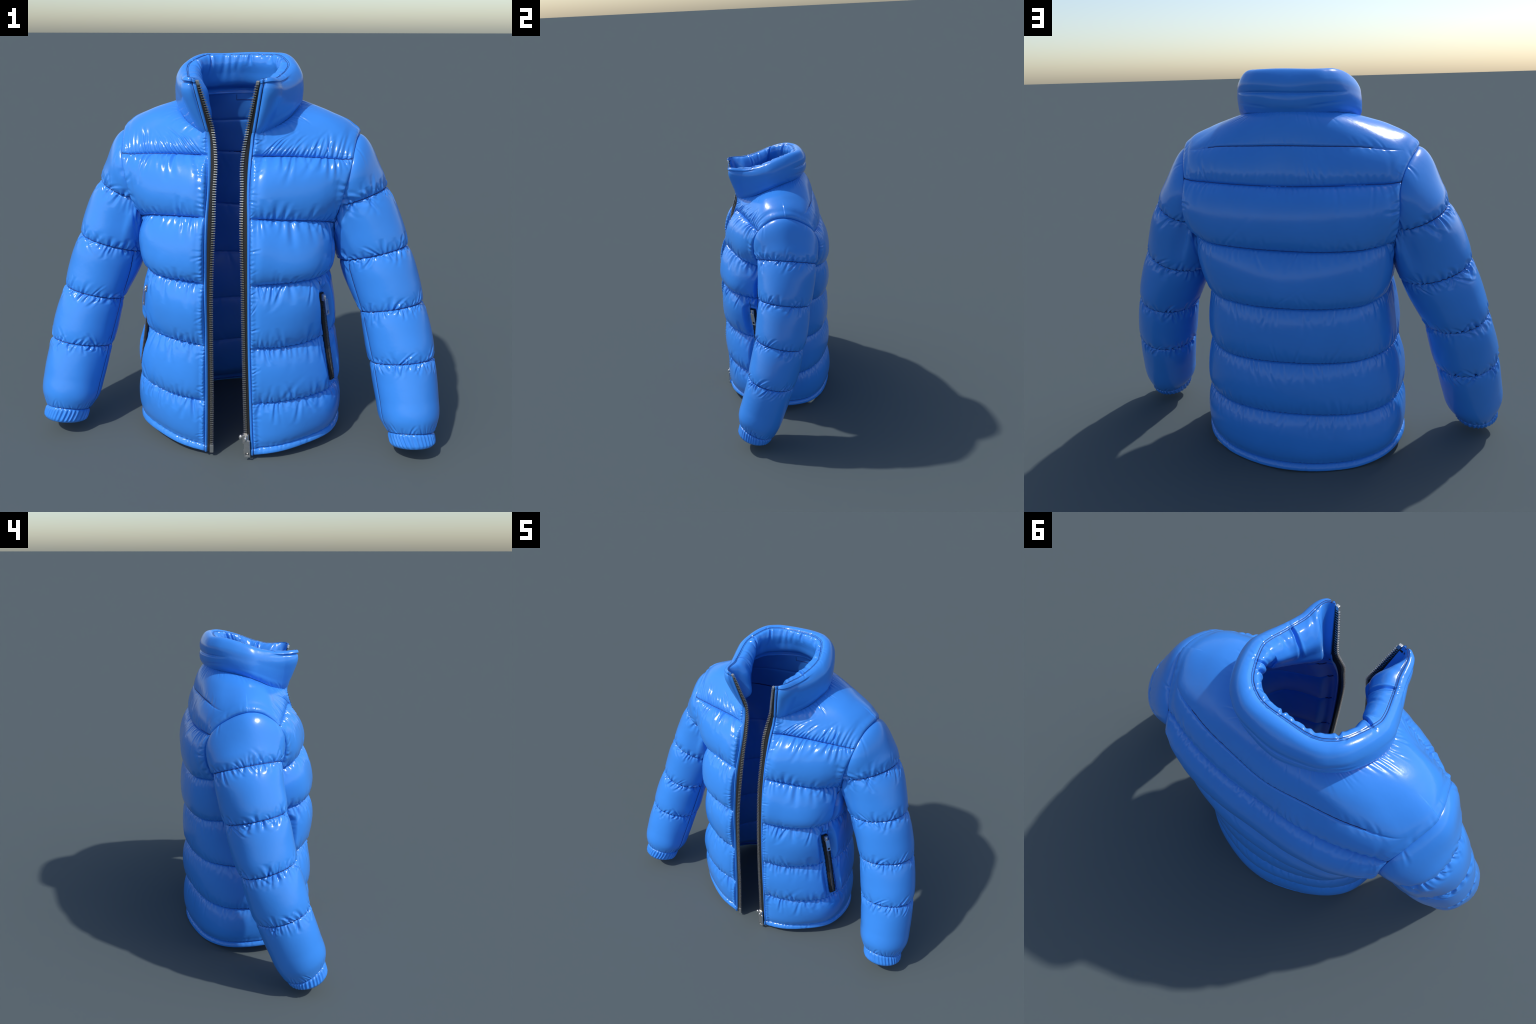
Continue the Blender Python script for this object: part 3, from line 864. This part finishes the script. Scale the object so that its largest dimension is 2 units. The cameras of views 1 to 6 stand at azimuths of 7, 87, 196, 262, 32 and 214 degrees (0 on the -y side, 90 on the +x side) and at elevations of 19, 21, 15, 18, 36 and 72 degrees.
# closed ends of the collar beside the zip
capb = Bag()
for j in (0, NUC - 1):
    a = CPF[:iT + 1, j]; b = CPF[iT:, j][::-1]
    m = 40
    pa = np.stack([np.interp(np.linspace(0, 1, m), np.linspace(0, 1, len(a)), a[:, k]) for k in range(3)], 1)
    pb = np.stack([np.interp(np.linspace(0, 1, m), np.linspace(0, 1, len(b)), b[:, k]) for k in range(3)], 1)
    G = np.stack([pa, (pa + pb) / 2 + np.array([-np.sign(UC[j]) * .002, -.001, 0]), pb], 1)
    capb.add(G.reshape(-1, 3), grid_faces(m, 3).reshape(-1, 4))
capb.obj('collar_edge', FABRIC, mc[0], stuff=False)
for dL in (-.0035, .0035):
    li = (LC[iT] + dL)
    path = np.array([[np.interp(li[j], LC[:, j], CPF[:, j, k]) for k in range(3)] for j in range(0, NUC, 1)]) + np.array([0, 0, .0004])
    thread(path, .0009)
for s in (-1, 1):
    j = int(np.abs(UC - s * UK[-2]).argmin())
    thread(CPF[3:iT, j] + CN[3:iT, j] * .0004)

# finish the lining now that the inner neck line is known
wt = smooth(6.55, 7.0, vl)[..., None]
Itop = np.stack([np.interp(Ul, UC, In[:, q]) for q in range(3)], 1) - z1 * .010
LP = LP * (1 - wt) + (Lb - Lb[-1:] + Itop[None]) * wt
LP[..., 2] = np.maximum(LP[..., 2], .004)
LNn = grid_normals(LP)
if LNn[NVl // 2, NUl // 2, 1] > 0: LNn = -LNn
Fl = grid_faces(NVl, NUl)
Fl = Fl[~(cy < .80)[:-1, :-1]].reshape(-1, 4)[:, ::-1]             # open into the sleeves
LINING_OBJ = add_obj('lining', mesh_from('lining', LP.reshape(-1, 3), Fl, LNn.reshape(-1, 3)), LINING, ROOT)
mid = NUl // 2
lr = np.where((LP[:, mid, 2] > 1.636) & (LP[:, mid, 2] < 1.666))[0]
lc = np.where(np.abs(LP[lr[0], :, 0]) < .052)[0]
G = LP[lr[0]:lr[-1] + 1, lc[0]:lc[-1] + 1] + LNn[lr[0]:lr[-1] + 1, lc[0]:lc[-1] + 1] * .0012
add_obj('neck_label', mesh_from('neck_label', G.reshape(-1, 3), grid_faces(G.shape[0], G.shape[1]).reshape(-1, 4)[:, ::-1], LNn[lr[0]:lr[-1] + 1, lc[0]:lc[-1] + 1].reshape(-1, 3)), LINING, LINING_OBJ)
for path in (G[0], G[:, 0], G[:, -1]):
    thread(path + np.array([0, -.0006, 0]), .0011)

# label tab inside the neck
def strip(name, pts_c, half, normal, parent, mat, thick=.003, bevel=.001):
    c = np.asarray(pts_c)
    return bevel_box(name, c, half[0], half[1], half[2], bevel, mat, parent)

# ================================================================== FRONT ZIP
ZT = np.array([(.085,-.388,.020),(.078,-.385,.30),(.074,-.387,.60),(.070,-.378,.90),(.062,-.348,1.15),(.060,-.316,1.30),(.056,-.287,1.42),(.064,-.262,1.50),(.074,-.250,1.55),(.098,-.270,1.65),(.125,-.297,1.757)])
def zip_pt(z): return hermite(ZT[:, 2], ZT, z)
for sx, par in ((1, FRONT_L), (-1, FRONT_R)):
    mir = np.array([sx, 1, 1.])
    zz = np.linspace(.025, 1.757, 420)
    c = zip_pt(zz)
    # direction from teeth to the cloth edge
    ef = np.vstack([TPF[N_EX:, -(NE + 1)] if sx > 0 else TPF[N_EX:, NE] * mir, ])
    ce = CPF[:iT, -1] if sx > 0 else CPF[:iT, 0] * mir
    ce = ce[ce[:, 2] > ef[-1, 2]]
    edge = np.vstack([ef, ce]); o = np.argsort(edge[:, 2]); edge = edge[o]
    e = np.stack([np.interp(zz, edge[:, 2], edge[:, k]) for k in range(3)], 1)
    for _ in range(6): e[1:-1] = (e[:-2] + 2 * e[1:-1] + e[2:]) / 4
    w = e - c; w[:, 2] = 0; wl_ = np.linalg.norm(w, axis=1, keepdims=True); w /= wl_
    t = np.gradient(c, axis=0); t /= np.linalg.norm(t, axis=1, keepdims=True)
    n = np.cross(t, w); n /= np.linalg.norm(n, axis=1, keepdims=True)
    n *= np.sign(-n[:, 1:2])                                     # faces the front
    # tape: thin woven strip with real thickness, tucked under the cloth edge
    A = c - w * .002; Z = e + w * .012 - n * .006
    cols = [A - n * .0022, A + n * .0008, A * .5 + Z * .5 + n * .0012, Z + n * .0008, Z - n * .0022]
    G = np.array(cols).swapaxes(0, 1) * mir
    F = grid_faces(len(zz), 5, True).reshape(-1, 4)
    me = mesh_from('zip_tape', G.reshape(-1, 3), F if sx > 0 else F[:, ::-1])
    tape = add_obj('zip_tape', me, TAPE, par)
    # teeth
    teeth = Bag()
    L = np.concatenate([[0], np.cumsum(np.linalg.norm(np.diff(c, axis=0), axis=1))])
    pos = np.arange(.012, L[-1] - .012, .0106) + (.0053 if sx < 0 else 0)
    for s in pos:
        q = [np.array([np.interp(s, L, a[:, k]) for k in range(3)]) for a in (c, w, n, t)]
        cc_, w_, n_, t_ = q
        V1 = box_pts(cc_ - w_ * .0005, w_ * .0080, n_ * .0046, t_ * .0022)
        # narrower, rounded nose toward the opening
        V1[0:4] = cc_ + (V1[0:4] - cc_) * np.array([1, .8, .8])
        teeth.add(V1 * mir, CUBE_F if sx > 0 else CUBE_F[:, ::-1])
    teeth.obj('zip_teeth', METAL, par, smooth_it=False)
    # top stop
    i = -2
    bevel_box('zip_stop', (c[i] + w[i] * .001) * mir, w[i] * .007 * mir, n[i] * .006 * mir, t[i] * .009 * mir, .002, HARDWARE, par)
    if sx < 0:
        i = 3
        bevel_box('zip_pin', (c[i] + t[i] * .008) * mir, w[i] * .009 * mir, n[i] * .006 * mir, t[i] * .022 * mir, .002, HARDWARE, par)
    else:
        i = int(np.abs(zz - .115).argmin())
        bevel_box('zip_slider', c[i] + n[i] * .002, w[i] * .015, n[i] * .011, t[i] * .024, .003, HARDWARE, par)
        ball('slider_bridge', c[i] + n[i] * .016 + t[i] * .004, .009, HARDWARE, par, (.8, 1, 1.4))
        ball('slider_stud', c[i] - w[i] * .024 + t[i] * .005, .012, HARDWARE, par, (.8, .8, 1.1))
        i = int(np.abs(zz - .066).argmin())
        bevel_box('zip_pull', c[i] + n[i] * .014 + w[i] * .006, w[i] * .0145, n[i] * .0036, t[i] * .046, .002, HARDWARE, par, hole=(-.62, .62, .17))
        i = 2
        bevel_box('zip_box', c[i] + t[i] * .008, w[i] * .012, n[i] * .005, t[i] * .014, .002, HARDWARE, par)

# ================================================================== POCKET ZIPS
for s, par in ((1, FRONT_L), (-1, FRONT_R)):
    mir = np.array([s, 1, 1.])
    TL, TR, BR, BL = [p for p in pk_p]
    nrm = np.cross(TR - TL, BL - TL); nrm /= np.linalg.norm(nrm)
    if nrm[0] < 0: nrm = -nrm
    m = 60
    f = np.linspace(0, 1, m)
    # follow the curved torso
    def surf_line(pu0, pv0, pu1, pv1):
        return on_base(np.linspace(pu0, pu1, m), np.linspace(pv0, pv1, m))
    def on_base(uu, vv):
        fu = np.interp(uu, U, np.arange(NU)); fv = np.interp(vv, V, np.arange(NV))
        i0 = np.clip(fv.astype(int), 0, NV - 2); j0 = np.clip(fu.astype(int), 0, NU - 2)
        return B[i0, j0], BN[i0, j0]
    lp, ln_ = surf_line(pk_u[0], pk_v[0], pk_u[3], pk_v[3]); rp_, rn_ = surf_line(pk_u[1], pk_v[1], pk_u[2], pk_v[2])
    nn = ln_ + rn_; nn /= np.linalg.norm(nn, axis=1, keepdims=True)
    cols = [lp - nn * .009, lp - nn * .004, lp * .5 + rp_ * .5 - nn * .003, rp_ - nn * .004, rp_ - nn * .009]
    G = np.array(cols).swapaxes(0, 1) * mir
    F = grid_faces(m, 5, True).reshape(-1, 4)
    pz = add_obj('pocket_zip', mesh_from('pocket_zip', G.reshape(-1, 3), F), TAPE, par)
    mid = lp * .5 + rp_ * .5; wv = rp_ - lp; wv /= np.linalg.norm(wv, axis=1, keepdims=True)
    tv = np.gradient(mid, axis=0); tv /= np.linalg.norm(tv, axis=1, keepdims=True)
    coil = Bag()
    Lm = np.concatenate([[0], np.cumsum(np.linalg.norm(np.diff(mid, axis=0), axis=1))])
    for q in np.arange(.02, Lm[-1] - .01, .0065):
        cc_, w_, n_, t_ = [np.array([np.interp(q, Lm, a[:, k]) for k in range(3)]) for a in (mid, wv, nn, tv)]
        coil.add(box_pts(cc_ - n_ * .0005, w_ * .006, n_ * .0022, t_ * .0021) * mir, CUBE_F)
    coil.obj('pocket_zip_coil', COIL, pz, smooth_it=False)
    def at_frac(q):
        return [np.array([np.interp(q, Lm, a[:, k]) for k in range(3)]) for a in (mid, wv, nn, tv)]
    c_, w_, n_, t_ = at_frac(.022)
    bevel_box('pocket_zip_slider', (c_ + n_ * .004) * mir, w_ * .011 * mir, n_ * .007 * mir, t_ * .017 * mir, .003, HARDWARE, pz)
    ball('slider_bridge', (c_ + n_ * .011) * mir, .008, HARDWARE, pz, (.8, .8, 1.6))
    c_, w_, n_, t_ = at_frac(.072)
    bevel_box('zip_pull', (c_ + n_ * .016) * mir, w_ * .0135 * mir, n_ * .0035 * mir, t_ * .043 * mir, .002, HARDWARE, pz, hole=(.62, .55, .18))

thr.obj('seam_stitching', THREAD, ROOT)
print('built', sum(len(o.data.polygons) for o in bpy.data.objects if o.type == 'MESH'))
